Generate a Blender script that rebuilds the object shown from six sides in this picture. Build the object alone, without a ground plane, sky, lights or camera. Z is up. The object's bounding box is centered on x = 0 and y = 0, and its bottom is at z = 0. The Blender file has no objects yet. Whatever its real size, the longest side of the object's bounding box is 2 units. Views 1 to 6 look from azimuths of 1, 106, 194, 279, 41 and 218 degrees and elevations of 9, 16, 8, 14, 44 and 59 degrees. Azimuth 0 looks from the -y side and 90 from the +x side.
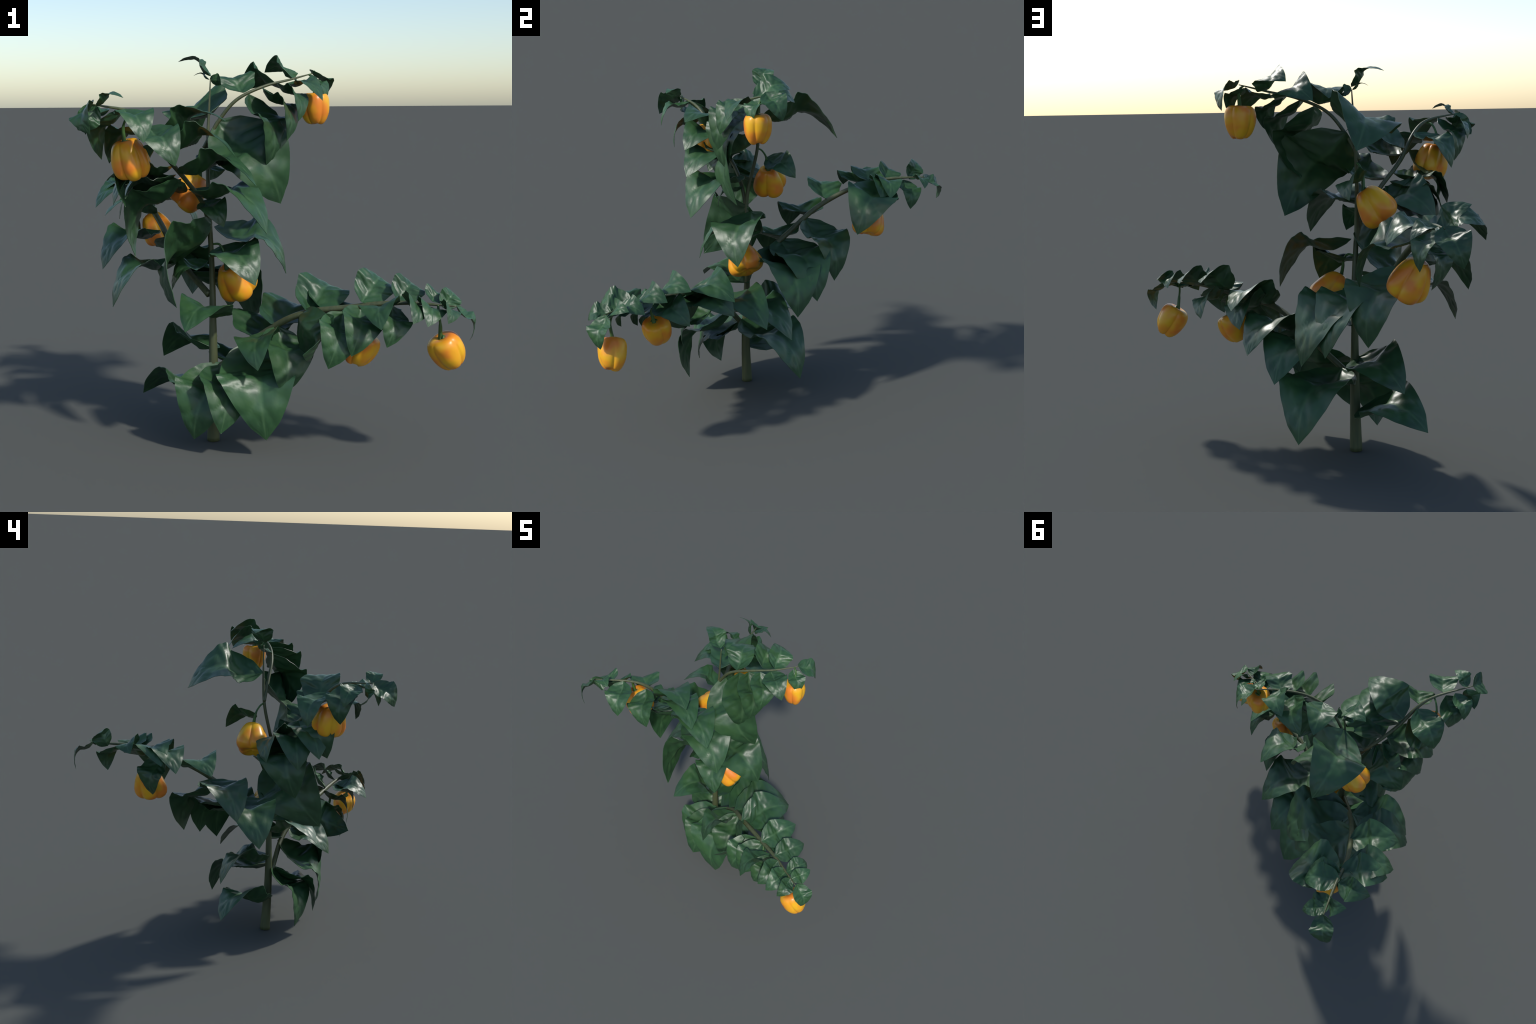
"""A bell pepper plant: one upright stem, four arching side branches with folded,
quilted leaves, and seven hanging orange-yellow peppers.  Metres, z up."""
import bpy
import math
import random
import numpy as np
from mathutils import Vector, noise

random.seed(7)
SCENE = bpy.context.scene.collection


# ------------------------------------------------------------------ helpers
def smooth_path(knots, count):
    """Catmull-Rom curve through the knots, sampled evenly in parameter."""
    k = np.asarray(knots, float)
    p = np.vstack([2 * k[0] - k[1], k, 2 * k[-1] - k[-2]])
    last = len(k) - 1
    out = []
    for t in np.linspace(0, last, count):
        i = min(int(t), last - 1)
        s = t - i
        a, b, c, d = p[i:i + 4]
        out.append(0.5 * (2 * b + (c - a) * s + (2 * a - 5 * b + 4 * c - d) * s * s
                          + (3 * b - a - 3 * c + d) * s ** 3))
    return np.array(out)


def new_object(name, verts, faces, material, parent, smooth=True):
    mesh = bpy.data.meshes.new(name)
    mesh.from_pydata([tuple(v) for v in verts], [], faces)
    mesh.polygons.foreach_set("use_smooth", [smooth] * len(mesh.polygons))
    mesh.materials.append(material)
    mesh.update()
    ob = bpy.data.objects.new(name, mesh)
    SCENE.objects.link(ob)
    ob.parent = parent
    return ob


def tube(knots, radii, count, sides=12, ridge=0.0):
    """Round sweep along a smooth path; radii is a list of (parameter, radius)."""
    path = smooth_path(knots, count)
    ts = np.linspace(0, 1, count)
    rad = np.interp(ts, [r[0] for r in radii], [r[1] for r in radii])
    tang = np.gradient(path, axis=0)
    tang /= np.linalg.norm(tang, axis=1)[:, None]
    side = np.cross(tang[0], (0.31, 0.85, 0.2))
    verts, faces = [], []
    for i in range(count):
        side = side - tang[i] * side.dot(tang[i])
        side /= np.linalg.norm(side)
        other = np.cross(tang[i], side)
        for j in range(sides):
            a = 2 * math.pi * j / sides
            r = rad[i] * (1 + ridge * math.cos(a * 4 + 0.8 * math.sin(i * 0.2)))
            verts.append(path[i] + r * (math.cos(a) * side + math.sin(a) * other))
        if i:
            for j in range(sides):
                k = (j + 1) % sides
                faces.append(((i - 1) * sides + j, (i - 1) * sides + k, i * sides + k, i * sides + j))
    faces.append(tuple(range(sides))[::-1])
    faces.append(tuple(range((count - 1) * sides, count * sides)))
    return verts, faces


# ---------------------------------------------------------------- materials
def nodes_of(name):
    mat = bpy.data.materials.new(name)
    mat.use_nodes = True
    tree = mat.node_tree
    return mat, tree, tree.nodes["Principled BSDF"]


def ramp_node(tree, stops):
    r = tree.nodes.new("ShaderNodeValToRGB")
    while len(r.color_ramp.elements) < len(stops):
        r.color_ramp.elements.new(0.5)
    for e, (pos, col) in zip(r.color_ramp.elements, stops):
        e.position, e.color = pos, (*col, 1)
    return r


def leaf_material():
    mat, tree, bsdf = nodes_of("leaf_green")
    link = tree.links.new
    coord = tree.nodes.new("ShaderNodeTexCoord")
    info = tree.nodes.new("ShaderNodeObjectInfo")
    blotch = tree.nodes.new("ShaderNodeTexNoise")
    blotch.inputs["Scale"].default_value = 4
    blotch.inputs["Detail"].default_value = 4
    link(coord.outputs["Object"], blotch.inputs["Vector"])
    green = ramp_node(tree, LEAF_STOPS)
    link(blotch.outputs["Fac"], green.inputs["Fac"])
    # paler midrib and side veins: a plain number kept on the mesh says how near a vein is
    vein = tree.nodes.new("ShaderNodeAttribute")
    vein.attribute_name = "vein"
    mix = tree.nodes.new("ShaderNodeMix")
    mix.data_type = "RGBA"
    mix.inputs["B"].default_value = (*VEIN_COLOUR, 1)
    scale = tree.nodes.new("ShaderNodeMath")
    scale.operation = "MULTIPLY"
    scale.inputs[1].default_value = VEIN_MIX
    link(vein.outputs["Fac"], scale.inputs[0])
    link(scale.outputs[0], mix.inputs["Factor"])
    link(green.outputs["Color"], mix.inputs["A"])
    # each leaf a little lighter or darker than the next
    vary = tree.nodes.new("ShaderNodeHueSaturation")
    span = tree.nodes.new("ShaderNodeMapRange")
    span.inputs["To Min"].default_value = 0.86
    span.inputs["To Max"].default_value = 1.14
    link(info.outputs["Random"], span.inputs["Value"])
    link(span.outputs["Result"], vary.inputs["Value"])
    link(mix.outputs["Result"], vary.inputs["Color"])
    link(vary.outputs["Color"], bsdf.inputs["Base Color"])
    grain = tree.nodes.new("ShaderNodeTexNoise")
    grain.inputs["Scale"].default_value = 45
    grain.inputs["Detail"].default_value = 3
    link(coord.outputs["Object"], grain.inputs["Vector"])
    bump = tree.nodes.new("ShaderNodeBump")
    bump.inputs["Strength"].default_value = 0.18
    bump.inputs["Distance"].default_value = 0.002
    link(grain.outputs["Fac"], bump.inputs["Height"])
    link(bump.outputs["Normal"], bsdf.inputs["Normal"])
    bsdf.inputs["Roughness"].default_value = LEAF_ROUGH
    bsdf.inputs["Specular IOR Level"].default_value = LEAF_SPEC
    return mat


def stem_material(name, light, dark):
    mat, tree, bsdf = nodes_of(name)
    link = tree.links.new
    coord = tree.nodes.new("ShaderNodeTexCoord")
    stretch = tree.nodes.new("ShaderNodeMapping")
    stretch.inputs["Scale"].default_value = (70, 70, 6)
    link(coord.outputs["Object"], stretch.inputs["Vector"])
    streak = tree.nodes.new("ShaderNodeTexNoise")
    streak.inputs["Scale"].default_value = 1
    streak.inputs["Detail"].default_value = 3
    link(stretch.outputs["Vector"], streak.inputs["Vector"])
    ramp = ramp_node(tree, [(0.3, dark), (0.7, light)])
    link(streak.outputs["Fac"], ramp.inputs["Fac"])
    link(ramp.outputs["Color"], bsdf.inputs["Base Color"])
    bump = tree.nodes.new("ShaderNodeBump")
    bump.inputs["Strength"].default_value = 0.25
    bump.inputs["Distance"].default_value = 0.003
    link(streak.outputs["Fac"], bump.inputs["Height"])
    link(bump.outputs["Normal"], bsdf.inputs["Normal"])
    bsdf.inputs["Roughness"].default_value = 0.5
    return mat


def pepper_material():
    mat, tree, bsdf = nodes_of("pepper_skin")
    link = tree.links.new
    coord = tree.nodes.new("ShaderNodeTexCoord")
    info = tree.nodes.new("ShaderNodeObjectInfo")
    shift = tree.nodes.new("ShaderNodeVectorMath")
    shift.operation = "ADD"
    link(coord.outputs["Object"], shift.inputs[0])
    link(info.outputs["Random"], shift.inputs[1])
    cloud = tree.nodes.new("ShaderNodeTexNoise")
    cloud.inputs["Scale"].default_value = 12
    cloud.inputs["Detail"].default_value = 1.5
    link(shift.outputs[0], cloud.inputs["Vector"])
    ramp = ramp_node(tree, PEPPER_STOPS)
    link(cloud.outputs["Fac"], ramp.inputs["Fac"])
    link(ramp.outputs["Color"], bsdf.inputs["Base Color"])
    bsdf.inputs["Roughness"].default_value = 0.34
    bsdf.inputs["Specular IOR Level"].default_value = 0.4
    return mat


# colours: linear base colours
LEAF_STOPS = [(0.3, (0.017, 0.050, 0.022)), (0.52, (0.024, 0.071, 0.027)), (0.75, (0.036, 0.094, 0.030))]
VEIN_COLOUR = (0.075, 0.150, 0.065)
VEIN_MIX = 0.45
LEAF_ROUGH = 0.42
LEAF_SPEC = 0.5
PEPPER_STOPS = [(0.36, (0.80, 0.42, 0.020)), (0.5, (0.80, 0.33, 0.022)), (0.64, (0.78, 0.23, 0.028))]

LEAF = leaf_material()
STEM = stem_material("stem_green", (0.085, 0.098, 0.042), (0.052, 0.066, 0.030))
STALK = stem_material("stalk_green", (0.055, 0.135, 0.030), (0.035, 0.090, 0.022))
PEPPER = pepper_material()

plant = bpy.data.objects.new("pepper_plant", None)
plant["label"] = "leafy bell pepper plant with hanging orange peppers"
plant["category"] = "pepper plant"
SCENE.objects.link(plant)


# --------------------------------------------------------- stem and branches
def shoot(name, knots, radii):
    verts, faces = tube(knots, radii, 90, sides=14, ridge=0.02)
    return new_object(name, verts, faces, STEM, plant)



main_stem = shoot("main_stem",
    knots=[(-0.304, -0.173, 0.000), (-0.298, -0.181, 0.300), (-0.299, -0.176, 0.603), (-0.301, -0.161, 0.907), (-0.311, -0.179, 1.213), (-0.320, -0.115, 1.531), (-0.302, -0.097, 1.882)],
    radii=[(0, 0.034), (0.1, 0.029), (0.2, 0.0245), (0.35, 0.019), (0.5, 0.0148), (0.7, 0.0112), (0.85, 0.0095), (0.93, 0.006), (1, 0.003)])

low_branch = shoot("branch",
    knots=[(-0.265, -0.198, 0.404), (-0.043, -0.238, 0.587), (0.147, -0.347, 0.713), (0.384, -0.427, 0.765), (0.633, -0.511, 0.805), (0.884, -0.596, 0.804)],
    radii=[(0, 0.0165), (0.5, 0.0165), (0.7, 0.0145), (0.85, 0.009), (1, 0.003)])

rear_branch = shoot("branch",
    knots=[(-0.319, -0.155, 0.778), (-0.483, 0.015, 0.935), (-0.603, 0.193, 1.109), (-0.712, 0.407, 1.233), (-0.768, 0.620, 1.292), (-0.830, 0.834, 1.307)],
    radii=[(0, 0.0175), (0.5, 0.0155), (0.7, 0.0135), (0.88, 0.008), (1, 0.003)])

left_branch = shoot("branch",
    knots=[(-0.309, -0.182, 1.133), (-0.343, -0.221, 1.267), (-0.417, -0.296, 1.384), (-0.503, -0.426, 1.515), (-0.601, -0.595, 1.704), (-0.787, -0.816, 1.760)],
    radii=[(0, 0.0115), (0.4, 0.0118), (0.7, 0.0122), (0.85, 0.008), (1, 0.003)])

high_branch = shoot("branch",
    knots=[(-0.339, -0.119, 1.536), (-0.262, -0.129, 1.670), (-0.168, -0.132, 1.778), (-0.031, -0.092, 1.845), (0.106, -0.009, 1.881), (0.222, 0.099, 1.914)],
    radii=[(0, 0.0105), (0.3, 0.0095), (0.6, 0.0078), (0.85, 0.0055), (1, 0.0025)])


# -------------------------------------------------------------------- leaves
# one blade shape, all leaves grow from it: midrib and both margins from stalk to
# tip, for a leaf of length 1 (x along, y to its left, z up).  The base lobes hang,
# the middle cups upward, the end droops.
MIDRIB = [(0.000, 0.000, 0.000),
          (0.099, 0.003, -0.049),
          (0.232, 0.006, -0.078),
          (0.374, 0.003, -0.037),
          (0.493, 0.010, 0.036),
          (0.636, -0.002, 0.012),
          (0.787, -0.005, -0.077),
          (0.879, -0.004, -0.211),
          (0.934, 0.001, -0.353)]
LEFT = [(0.000, 0.000, 0.000),
          (0.115, 0.200, 0.018),
          (0.266, 0.312, 0.024),
          (0.392, 0.351, 0.046),
          (0.464, 0.380, 0.134),
          (0.603, 0.338, 0.105),
          (0.773, 0.237, -0.054),
          (0.870, 0.135, -0.205),
          (0.934, 0.000, -0.353)]
RIGHT = [(0.000, 0.000, 0.000),
          (0.114, -0.216, 0.021),
          (0.264, -0.318, 0.037),
          (0.398, -0.354, 0.067),
          (0.475, -0.388, 0.154),
          (0.593, -0.341, 0.122),
          (0.751, -0.239, -0.051),
          (0.868, -0.133, -0.208),
          (0.934, 0.000, -0.353)]
ROWS, COLUMNS, THICK = 49, 9, 0.005


def blade():
    step = np.linspace(0, len(MIDRIB) - 1, ROWS)
    knots = np.arange(len(MIDRIB))

    def line(pts):
        pts = np.array(pts)
        sharp = np.stack([np.interp(step, knots, pts[:, k]) for k in range(3)], 1)
        return 0.5 * sharp + 0.5 * smooth_path(pts, ROWS)

    mid, left, right = line(MIDRIB), line(LEFT), line(RIGHT)
    u = np.linspace(0, 1, ROWS)
    n = 2 * COLUMNS + 1
    grid, near, swell = np.zeros((ROWS, n, 3)), [], np.zeros((ROWS, n))
    for i in range(ROWS):
        for c in range(-COLUMNS, COLUMNS + 1):
            v, a = c / COLUMNS, abs(c) / COLUMNS
            grid[i, c + COLUMNS] = mid[i] + a * ((right if v < 0 else left)[i] - mid[i])
            # side veins run forward from the midrib; the blade bulges between them
            run = (u[i] - 0.28 * a * (1 - 0.4 * a)) * 7 + (0.5 if v < 0 else 0)
            run += 0.5 * noise.noise(Vector((u[i] * 4, v * 1.5, 3)))
            gap = abs((run + 0.5) % 1.0 - 0.5) * 2
            open_ = min(1, 5 * a) * min(1, 4 * (1 - u[i])) * min(1, 5 * u[i]) * (1 - 0.3 * a)
            crumple = noise.noise(Vector((u[i] * 16, v * 5, 0.5)))
            swell[i, c + COLUMNS] = 0.020 * open_ * (math.sin(math.pi * (run % 1.0)) ** 0.8 - 0.5 + 0.6 * crumple)
            near.append(1.0 if c == 0 else max(0.0, 1 - gap * 7) * 0.55 * (1 - 0.6 * a))
    nrm = np.cross(np.gradient(grid, axis=0), np.gradient(grid, axis=1))
    nrm /= np.maximum(np.linalg.norm(nrm, axis=2), 1e-9)[:, :, None]
    grid = grid + nrm * swell[:, :, None]
    under = grid - nrm * THICK
    verts = list(grid.reshape(-1, 3)) + list(under.reshape(-1, 3))
    top, faces = ROWS * n, []
    for i in range(ROWS - 1):
        for c in range(n - 1):
            q = (i * n + c, (i + 1) * n + c, (i + 1) * n + c + 1, i * n + c + 1)
            faces += [q, tuple(k + top for k in reversed(q))]
    rim = ([c for c in range(n)] + [i * n + n - 1 for i in range(1, ROWS)]
           + [(ROWS - 1) * n + c for c in range(n - 2, -1, -1)] + [i * n for i in range(ROWS - 2, 0, -1)])
    for a, b in zip(rim, rim[1:] + rim[:1]):
        faces.append((a, b, b + top, a + top))
    mesh = bpy.data.meshes.new("leaf")
    mesh.from_pydata([tuple(p) for p in verts], [], faces)
    mesh.polygons.foreach_set("use_smooth", [True] * len(mesh.polygons))
    mesh.attributes.new("vein", "FLOAT", "POINT").data.foreach_set("value", near + near)
    mesh.set_sharp_from_angle(angle=math.radians(65))
    mesh.materials.append(LEAF)
    return mesh


BLADE = blade()


def leaf(on, at, size, heading, lift, tilt):
    """A leaf on a shoot: where its base sits, its length, the compass direction it
    points to, how steeply it rises, and how far it is turned about its own axis."""
    ob = bpy.data.objects.new("leaf", BLADE)
    ob.location, ob.scale = at, (size, size, size)
    ob.rotation_euler = (math.radians(tilt), -math.radians(lift), math.radians(heading))
    ob.parent = on
    SCENE.objects.link(ob)
    return ob


# leaves of the low branch, reaching right and forward

leaf(low_branch, at=(0.884, -0.582, 0.809), size=0.185, heading=351, lift=-48, tilt=6)
leaf(low_branch, at=(0.821, -0.573, 0.794), size=0.149, heading=47, lift=33, tilt=49)
leaf(low_branch, at=(0.773, -0.564, 0.823), size=0.178, heading=69, lift=11, tilt=32)
leaf(low_branch, at=(0.613, -0.509, 0.818), size=0.226, heading=54, lift=24, tilt=38)
leaf(low_branch, at=(0.446, -0.461, 0.798), size=0.270, heading=53, lift=32, tilt=38)
leaf(low_branch, at=(0.176, -0.383, 0.744), size=0.372, heading=58, lift=21, tilt=21)
leaf(low_branch, at=(0.502, -0.461, 0.772), size=0.259, heading=65, lift=-6, tilt=29)
leaf(low_branch, at=(0.248, -0.372, 0.756), size=0.331, heading=72, lift=0, tilt=28)
leaf(low_branch, at=(0.004, -0.280, 0.650), size=0.448, heading=60, lift=9, tilt=7)
leaf(low_branch, at=(-0.089, -0.238, 0.578), size=0.490, heading=74, lift=5, tilt=-0)
leaf(low_branch, at=(0.824, -0.578, 0.811), size=0.153, heading=284, lift=-9, tilt=-37)
leaf(low_branch, at=(0.751, -0.529, 0.798), size=0.206, heading=273, lift=0, tilt=-26)
leaf(low_branch, at=(0.663, -0.527, 0.821), size=0.216, heading=282, lift=-3, tilt=-35)
leaf(low_branch, at=(0.594, -0.508, 0.791), size=0.230, heading=266, lift=-31, tilt=-24)
leaf(low_branch, at=(0.561, -0.497, 0.787), size=0.265, heading=253, lift=6, tilt=18)
leaf(low_branch, at=(0.448, -0.442, 0.778), size=0.286, heading=263, lift=-29, tilt=-23)
leaf(low_branch, at=(0.363, -0.426, 0.746), size=0.311, heading=257, lift=-35, tilt=-24)
leaf(low_branch, at=(0.148, -0.333, 0.720), size=0.354, heading=293, lift=-30, tilt=-105)
leaf(low_branch, at=(-0.014, -0.268, 0.613), size=0.316, heading=254, lift=-6, tilt=18)
leaf(low_branch, at=(0.041, -0.261, 0.637), size=0.368, heading=285, lift=-37, tilt=-14)
leaf(low_branch, at=(-0.258, -0.196, 0.431), size=0.423, heading=244, lift=-38, tilt=-14)
leaf(low_branch, at=(-0.266, -0.220, 0.421), size=0.387, heading=282, lift=-28, tilt=-15)
leaf(low_branch, at=(-0.096, -0.204, 0.554), size=0.531, heading=280, lift=-39, tilt=9)
leaf(low_branch, at=(-0.225, -0.191, 0.443), size=0.539, heading=71, lift=-12, tilt=2)
# leaves of the rear branch

leaf(rear_branch, at=(-0.823, 0.828, 1.317), size=0.202, heading=126, lift=-34, tilt=21)
leaf(rear_branch, at=(-0.580, 0.126, 1.045), size=0.448, heading=61, lift=-33, tilt=-1)
leaf(rear_branch, at=(-0.484, -0.013, 0.921), size=0.508, heading=50, lift=-17, tilt=3)
leaf(rear_branch, at=(-0.410, -0.060, 0.887), size=0.540, heading=44, lift=-19, tilt=-6)
leaf(rear_branch, at=(-0.718, 0.446, 1.235), size=0.250, heading=149, lift=-59, tilt=-9)
leaf(rear_branch, at=(-0.812, 0.710, 1.285), size=0.200, heading=39, lift=-37, tilt=-4)
leaf(rear_branch, at=(-0.801, 0.782, 1.309), size=0.140, heading=43, lift=0, tilt=-16)
leaf(rear_branch, at=(-0.773, 0.576, 1.295), size=0.238, heading=29, lift=-1, tilt=-11)
leaf(rear_branch, at=(-0.750, 0.538, 1.294), size=0.225, heading=29, lift=-4, tilt=-17)
leaf(rear_branch, at=(-0.812, 0.745, 1.289), size=0.162, heading=155, lift=54, tilt=65)
leaf(rear_branch, at=(-0.775, 0.598, 1.292), size=0.210, heading=180, lift=17, tilt=35)
leaf(rear_branch, at=(-0.731, 0.533, 1.270), size=0.306, heading=211, lift=13, tilt=6)
leaf(rear_branch, at=(-0.743, 0.464, 1.263), size=0.306, heading=218, lift=7, tilt=0)
leaf(rear_branch, at=(-0.629, 0.257, 1.163), size=0.314, heading=208, lift=21, tilt=14)
leaf(rear_branch, at=(-0.605, 0.169, 1.076), size=0.408, heading=220, lift=-5, tilt=1)
leaf(rear_branch, at=(-0.479, -0.006, 0.942), size=0.445, heading=208, lift=-9, tilt=4)
leaf(rear_branch, at=(-0.754, 0.595, 1.274), size=0.436, heading=349, lift=-19, tilt=-13)
# leaves of the left branch

leaf(left_branch, at=(-0.788, -0.809, 1.766), size=0.190, heading=260, lift=-32, tilt=40)
leaf(left_branch, at=(-0.761, -0.794, 1.751), size=0.135, heading=340, lift=35, tilt=7)
leaf(left_branch, at=(-0.658, -0.679, 1.736), size=0.243, heading=302, lift=-17, tilt=4)
leaf(left_branch, at=(-0.566, -0.566, 1.656), size=0.264, heading=306, lift=-24, tilt=21)
leaf(left_branch, at=(-0.766, -0.772, 1.757), size=0.149, heading=198, lift=-57, tilt=-95)
leaf(left_branch, at=(-0.718, -0.719, 1.734), size=0.181, heading=158, lift=-19, tilt=-14)
leaf(left_branch, at=(-0.681, -0.670, 1.735), size=0.251, heading=159, lift=-46, tilt=1)
leaf(left_branch, at=(-0.571, -0.527, 1.661), size=0.284, heading=155, lift=-20, tilt=7)
leaf(left_branch, at=(-0.543, -0.484, 1.569), size=0.332, heading=191, lift=-44, tilt=26)
leaf(left_branch, at=(-0.477, -0.356, 1.454), size=0.360, heading=209, lift=-8, tilt=7)
leaf(left_branch, at=(-0.522, -0.459, 1.580), size=0.348, heading=350, lift=36, tilt=-10)
leaf(left_branch, at=(-0.515, -0.435, 1.551), size=0.369, heading=350, lift=14, tilt=-13)
leaf(left_branch, at=(-0.452, -0.359, 1.429), size=0.412, heading=345, lift=12, tilt=-7)
leaf(left_branch, at=(-0.406, -0.264, 1.338), size=0.477, heading=336, lift=-5, tilt=-0)
leaf(left_branch, at=(-0.336, -0.210, 1.276), size=0.209, heading=301, lift=-17, tilt=20)
leaf(left_branch, at=(-0.420, -0.315, 1.371), size=0.342, heading=147, lift=-7, tilt=33)
leaf(left_branch, at=(-0.462, -0.326, 1.415), size=0.354, heading=193, lift=-16, tilt=4)
leaf(left_branch, at=(-0.439, -0.299, 1.391), size=0.449, heading=186, lift=-39, tilt=22)
leaf(left_branch, at=(-0.297, -0.158, 1.158), size=0.542, heading=225, lift=-32, tilt=49)
# leaves of the high branch

leaf(high_branch, at=(0.083, -0.016, 1.862), size=0.227, heading=329, lift=-3, tilt=11)
leaf(high_branch, at=(0.039, -0.071, 1.862), size=0.251, heading=320, lift=-30, tilt=-17)
leaf(high_branch, at=(-0.037, -0.105, 1.839), size=0.317, heading=325, lift=-37, tilt=-16)
leaf(high_branch, at=(-0.105, -0.122, 1.807), size=0.390, heading=322, lift=-51, tilt=-6)
leaf(high_branch, at=(-0.128, -0.127, 1.815), size=0.266, heading=115, lift=26, tilt=-8)
leaf(high_branch, at=(0.027, -0.034, 1.867), size=0.271, heading=122, lift=9, tilt=35)
leaf(high_branch, at=(0.116, -0.008, 1.889), size=0.231, heading=118, lift=26, tilt=35)
leaf(high_branch, at=(0.222, 0.092, 1.933), size=0.195, heading=53, lift=-29, tilt=21)
leaf(high_branch, at=(0.206, 0.065, 1.899), size=0.157, heading=337, lift=-36, tilt=5)
# leaves of the main stem

leaf(main_stem, at=(-0.326, -0.195, 0.227), size=0.450, heading=140, lift=15, tilt=20)
leaf(main_stem, at=(-0.304, -0.183, 0.504), size=0.404, heading=129, lift=3, tilt=23)
leaf(main_stem, at=(-0.270, -0.153, 0.675), size=0.379, heading=250, lift=18, tilt=-7)
leaf(main_stem, at=(-0.298, -0.106, 1.897), size=0.188, heading=166, lift=44, tilt=7)
leaf(main_stem, at=(-0.308, -0.067, 1.882), size=0.088, heading=334, lift=-7, tilt=-66)
leaf(main_stem, at=(-0.307, -0.101, 1.714), size=0.484, heading=110, lift=5, tilt=-25)
leaf(main_stem, at=(-0.274, -0.099, 1.677), size=0.541, heading=333, lift=-39, tilt=42)
leaf(main_stem, at=(-0.290, -0.144, 1.133), size=0.451, heading=359, lift=-14, tilt=15)
leaf(main_stem, at=(-0.257, -0.154, 1.035), size=0.354, heading=300, lift=-8, tilt=16)
leaf(main_stem, at=(-0.318, -0.178, 0.961), size=0.240, heading=197, lift=-17, tilt=-10)
leaf(main_stem, at=(-0.365, -0.075, 1.459), size=0.231, heading=66, lift=-11, tilt=34)
leaf(main_stem, at=(-0.309, -0.068, 1.881), size=0.084, heading=177, lift=34, tilt=0)


# ------------------------------------------------------------------- peppers
# profile of the fruit from the calyx to the blossom end: (radius, height)
PROFILE = [(0.0, 0.955), (0.16, 0.965), (0.34, 0.99), (0.52, 0.985), (0.70, 0.925), (0.85, 0.80),
           (0.94, 0.64), (0.99, 0.46), (0.985, 0.31), (0.91, 0.17), (0.77, 0.065), (0.58, 0.005),
           (0.38, 0.015), (0.18, 0.06), (0.0, 0.08)]


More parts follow.
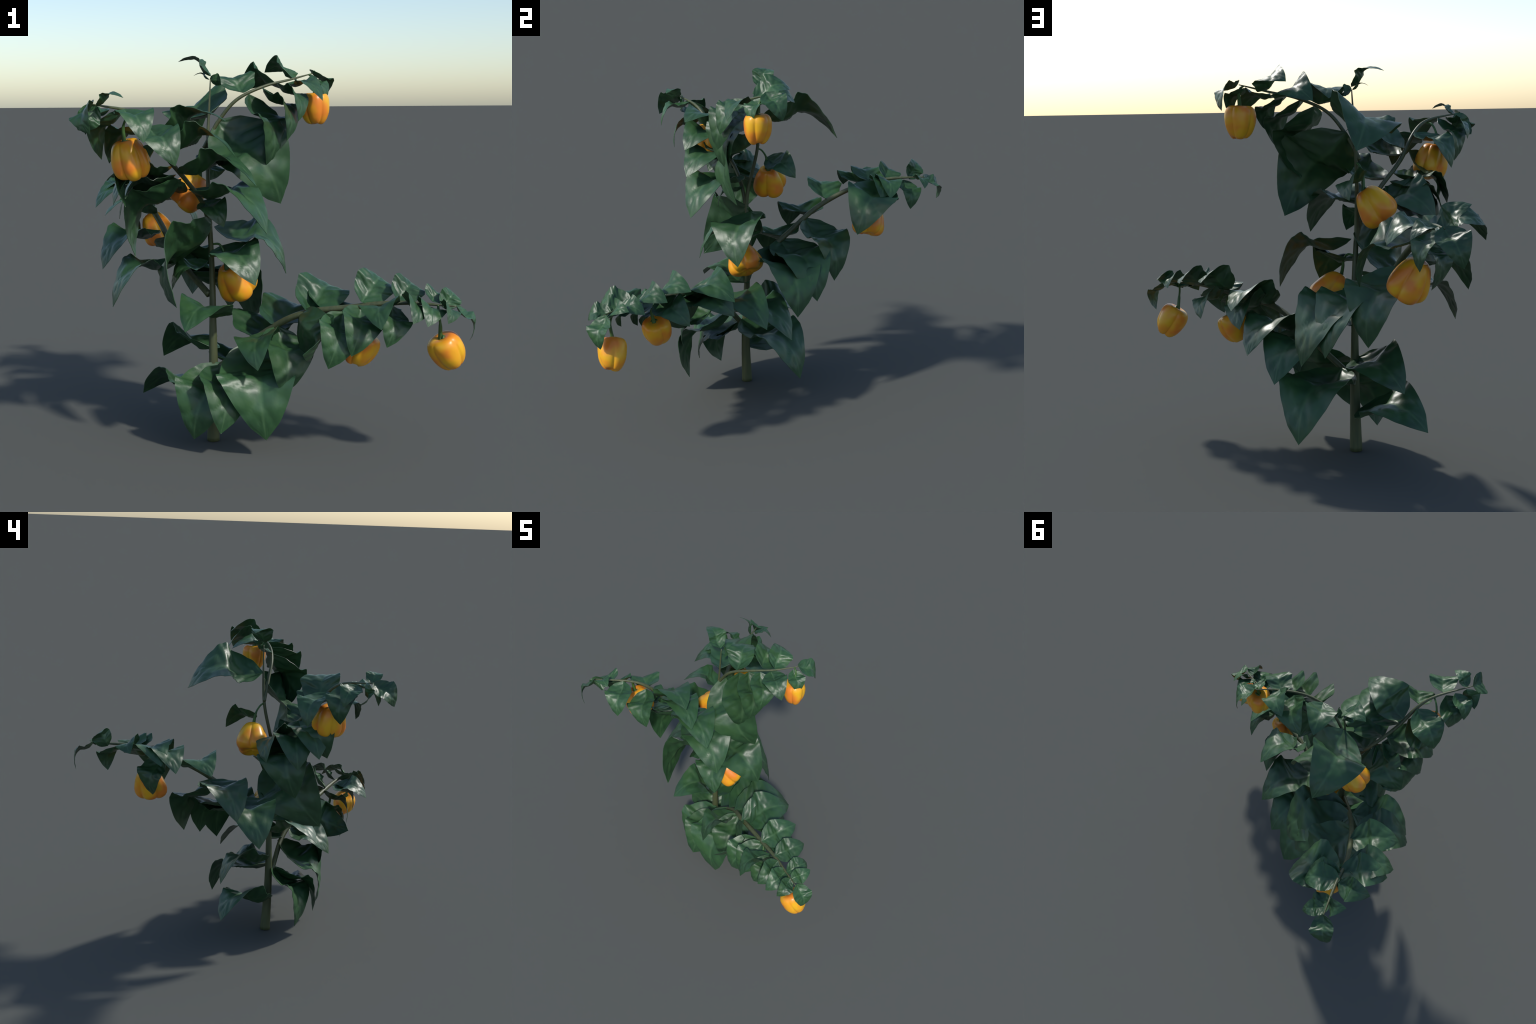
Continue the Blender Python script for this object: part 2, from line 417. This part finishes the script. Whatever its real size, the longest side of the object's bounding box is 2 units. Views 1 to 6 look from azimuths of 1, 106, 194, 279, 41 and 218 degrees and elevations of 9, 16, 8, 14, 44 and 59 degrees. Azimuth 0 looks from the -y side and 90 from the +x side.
def pepper(calyx, centre, width, height, lobes, turn, shoulder, stalk):
    """A lobed fruit hung by its stalk: calyx is where the stalk meets it, centre its
    middle; shoulder widens (>0) or narrows (<0) the top; stalk: knots from the shoot."""
    rnd = random.Random(round(width * 1e6) + lobes)
    calyx, centre = np.array(calyx), np.array(centre)
    down = centre - calyx
    down /= np.linalg.norm(down)
    ex = np.cross(down, (0.2, 1.0, 0.1))
    ex /= np.linalg.norm(ex)
    ey = np.cross(down, ex)
    rows, ring = 60, 96
    prof = smooth_path([(r, h, 0) for r, h in PROFILE], rows)
    length = [rnd.uniform(-0.07, 0.07) for _ in range(lobes)]
    bulge = [rnd.uniform(0.92, 1.06) for _ in range(lobes)]
    split = [(k + rnd.uniform(-0.12, 0.12)) / lobes for k in range(lobes)]
    verts, faces = [], []
    for i in range(rows):
        r, h = max(prof[i][0], 0), prof[i][1]
        r *= 1 + shoulder * (h - 0.5)
        low = 1 - h
        for j in range(ring):
            a = j / ring
            k = max((q for q in range(lobes) if split[q] <= a), default=lobes - 1)
            s0 = split[k] - (1 if split[k] > a else 0)
            s1 = split[(k + 1) % lobes]
            s1 += 1 if s1 <= s0 else 0
            w = (a - s0) / (s1 - s0)
            dome = math.sin(math.pi * w) ** 0.6
            depth = 0.10 + 0.20 * low
            rr = r * (1 - depth * (1 - dome)) * (1 + (bulge[k] - 1) * dome)
            hh = h - length[k] * dome * max(0, low - 0.35) * 1.2
            ang = 2 * math.pi * a + turn
            wob = 1 + 0.02 * noise.noise(Vector((math.cos(ang) * 2, math.sin(ang) * 2, h * 3 + width * 90)))
            verts.append((rr * wob * math.cos(ang) * width / 2 * ex + rr * wob * math.sin(ang) * width / 2 * ey
                          - down * (hh - 0.5) * height))
        if i:
            for j in range(ring):
                k2 = (j + 1) % ring
                faces.append(((i - 1) * ring + j, (i - 1) * ring + k2, i * ring + k2, i * ring + j))
    middle = calyx + down * height * 0.47
    fruit = new_object("bell_pepper", verts, faces, PEPPER, plant)
    fruit.location = middle
    # stalk: thin where it leaves the shoot, thick and flared where it caps the fruit
    top = calyx - down * height * 0.03
    knots = [np.array(k) - middle for k in stalk] + [top - middle, calyx + down * height * 0.035 - middle]
    sv, sf = tube(knots, [(0, 0.0055), (0.45, 0.006), (0.52, 0.0085), (0.72, 0.0100), (0.86, 0.0150), (0.95, 0.0225), (1, 0.0240)],
                  50, sides=20, ridge=0.05)
    cap = new_object("fruit_stalk", sv, sf, STALK, fruit)
    return fruit



pepper(calyx=(0.815, -0.581, 0.649), centre=(0.854, -0.566, 0.580), width=0.178, height=0.170,
       lobes=4, turn=0.7, shoulder=0.40,
       stalk=[(0.800, -0.570, 0.805), (0.803, -0.590, 0.760), (0.809, -0.594, 0.715)])

pepper(calyx=(0.477, -0.482, 0.640), centre=(0.442, -0.482, 0.564), width=0.171, height=0.166,
       lobes=4, turn=2.0, shoulder=0.45,
       stalk=[(0.455, -0.450, 0.772), (0.478, -0.476, 0.745), (0.486, -0.492, 0.705)])

pepper(calyx=(-0.221, -0.200, 0.926), centre=(-0.177, -0.155, 0.855), width=0.207, height=0.187,
       lobes=5, turn=3.3, shoulder=-0.45,
       stalk=[(-0.300, -0.165, 1.045), (-0.262, -0.178, 1.046), (-0.240, -0.190, 1.015), (-0.234, -0.198, 0.975)])

pepper(calyx=(-0.368, -0.061, 1.387), centre=(-0.424, -0.068, 1.308), width=0.193, height=0.189,
       lobes=4, turn=4.6, shoulder=-0.45,
       stalk=[(-0.325, -0.112, 1.520), (-0.343, -0.092, 1.503), (-0.360, -0.072, 1.462)])

pepper(calyx=(-0.676, -0.574, 1.587), centre=(-0.656, -0.562, 1.499), width=0.197, height=0.182,
       lobes=6, turn=5.9, shoulder=-0.15,
       stalk=[(-0.625, -0.630, 1.710), (-0.655, -0.605, 1.700), (-0.678, -0.585, 1.655)])

pepper(calyx=(-0.705, 0.535, 1.125), centre=(-0.661, 0.525, 1.038), width=0.195, height=0.191,
       lobes=5, turn=7.2, shoulder=-0.40,
       stalk=[(-0.735, 0.460, 1.255), (-0.712, 0.495, 1.245), (-0.702, 0.525, 1.195)])

pepper(calyx=(0.235, 0.050, 1.810), centre=(0.238, 0.051, 1.731), width=0.162, height=0.162,
       lobes=5, turn=8.5, shoulder=0.42,
       stalk=[(0.205, 0.080, 1.908), (0.226, 0.070, 1.895), (0.234, 0.062, 1.868)])
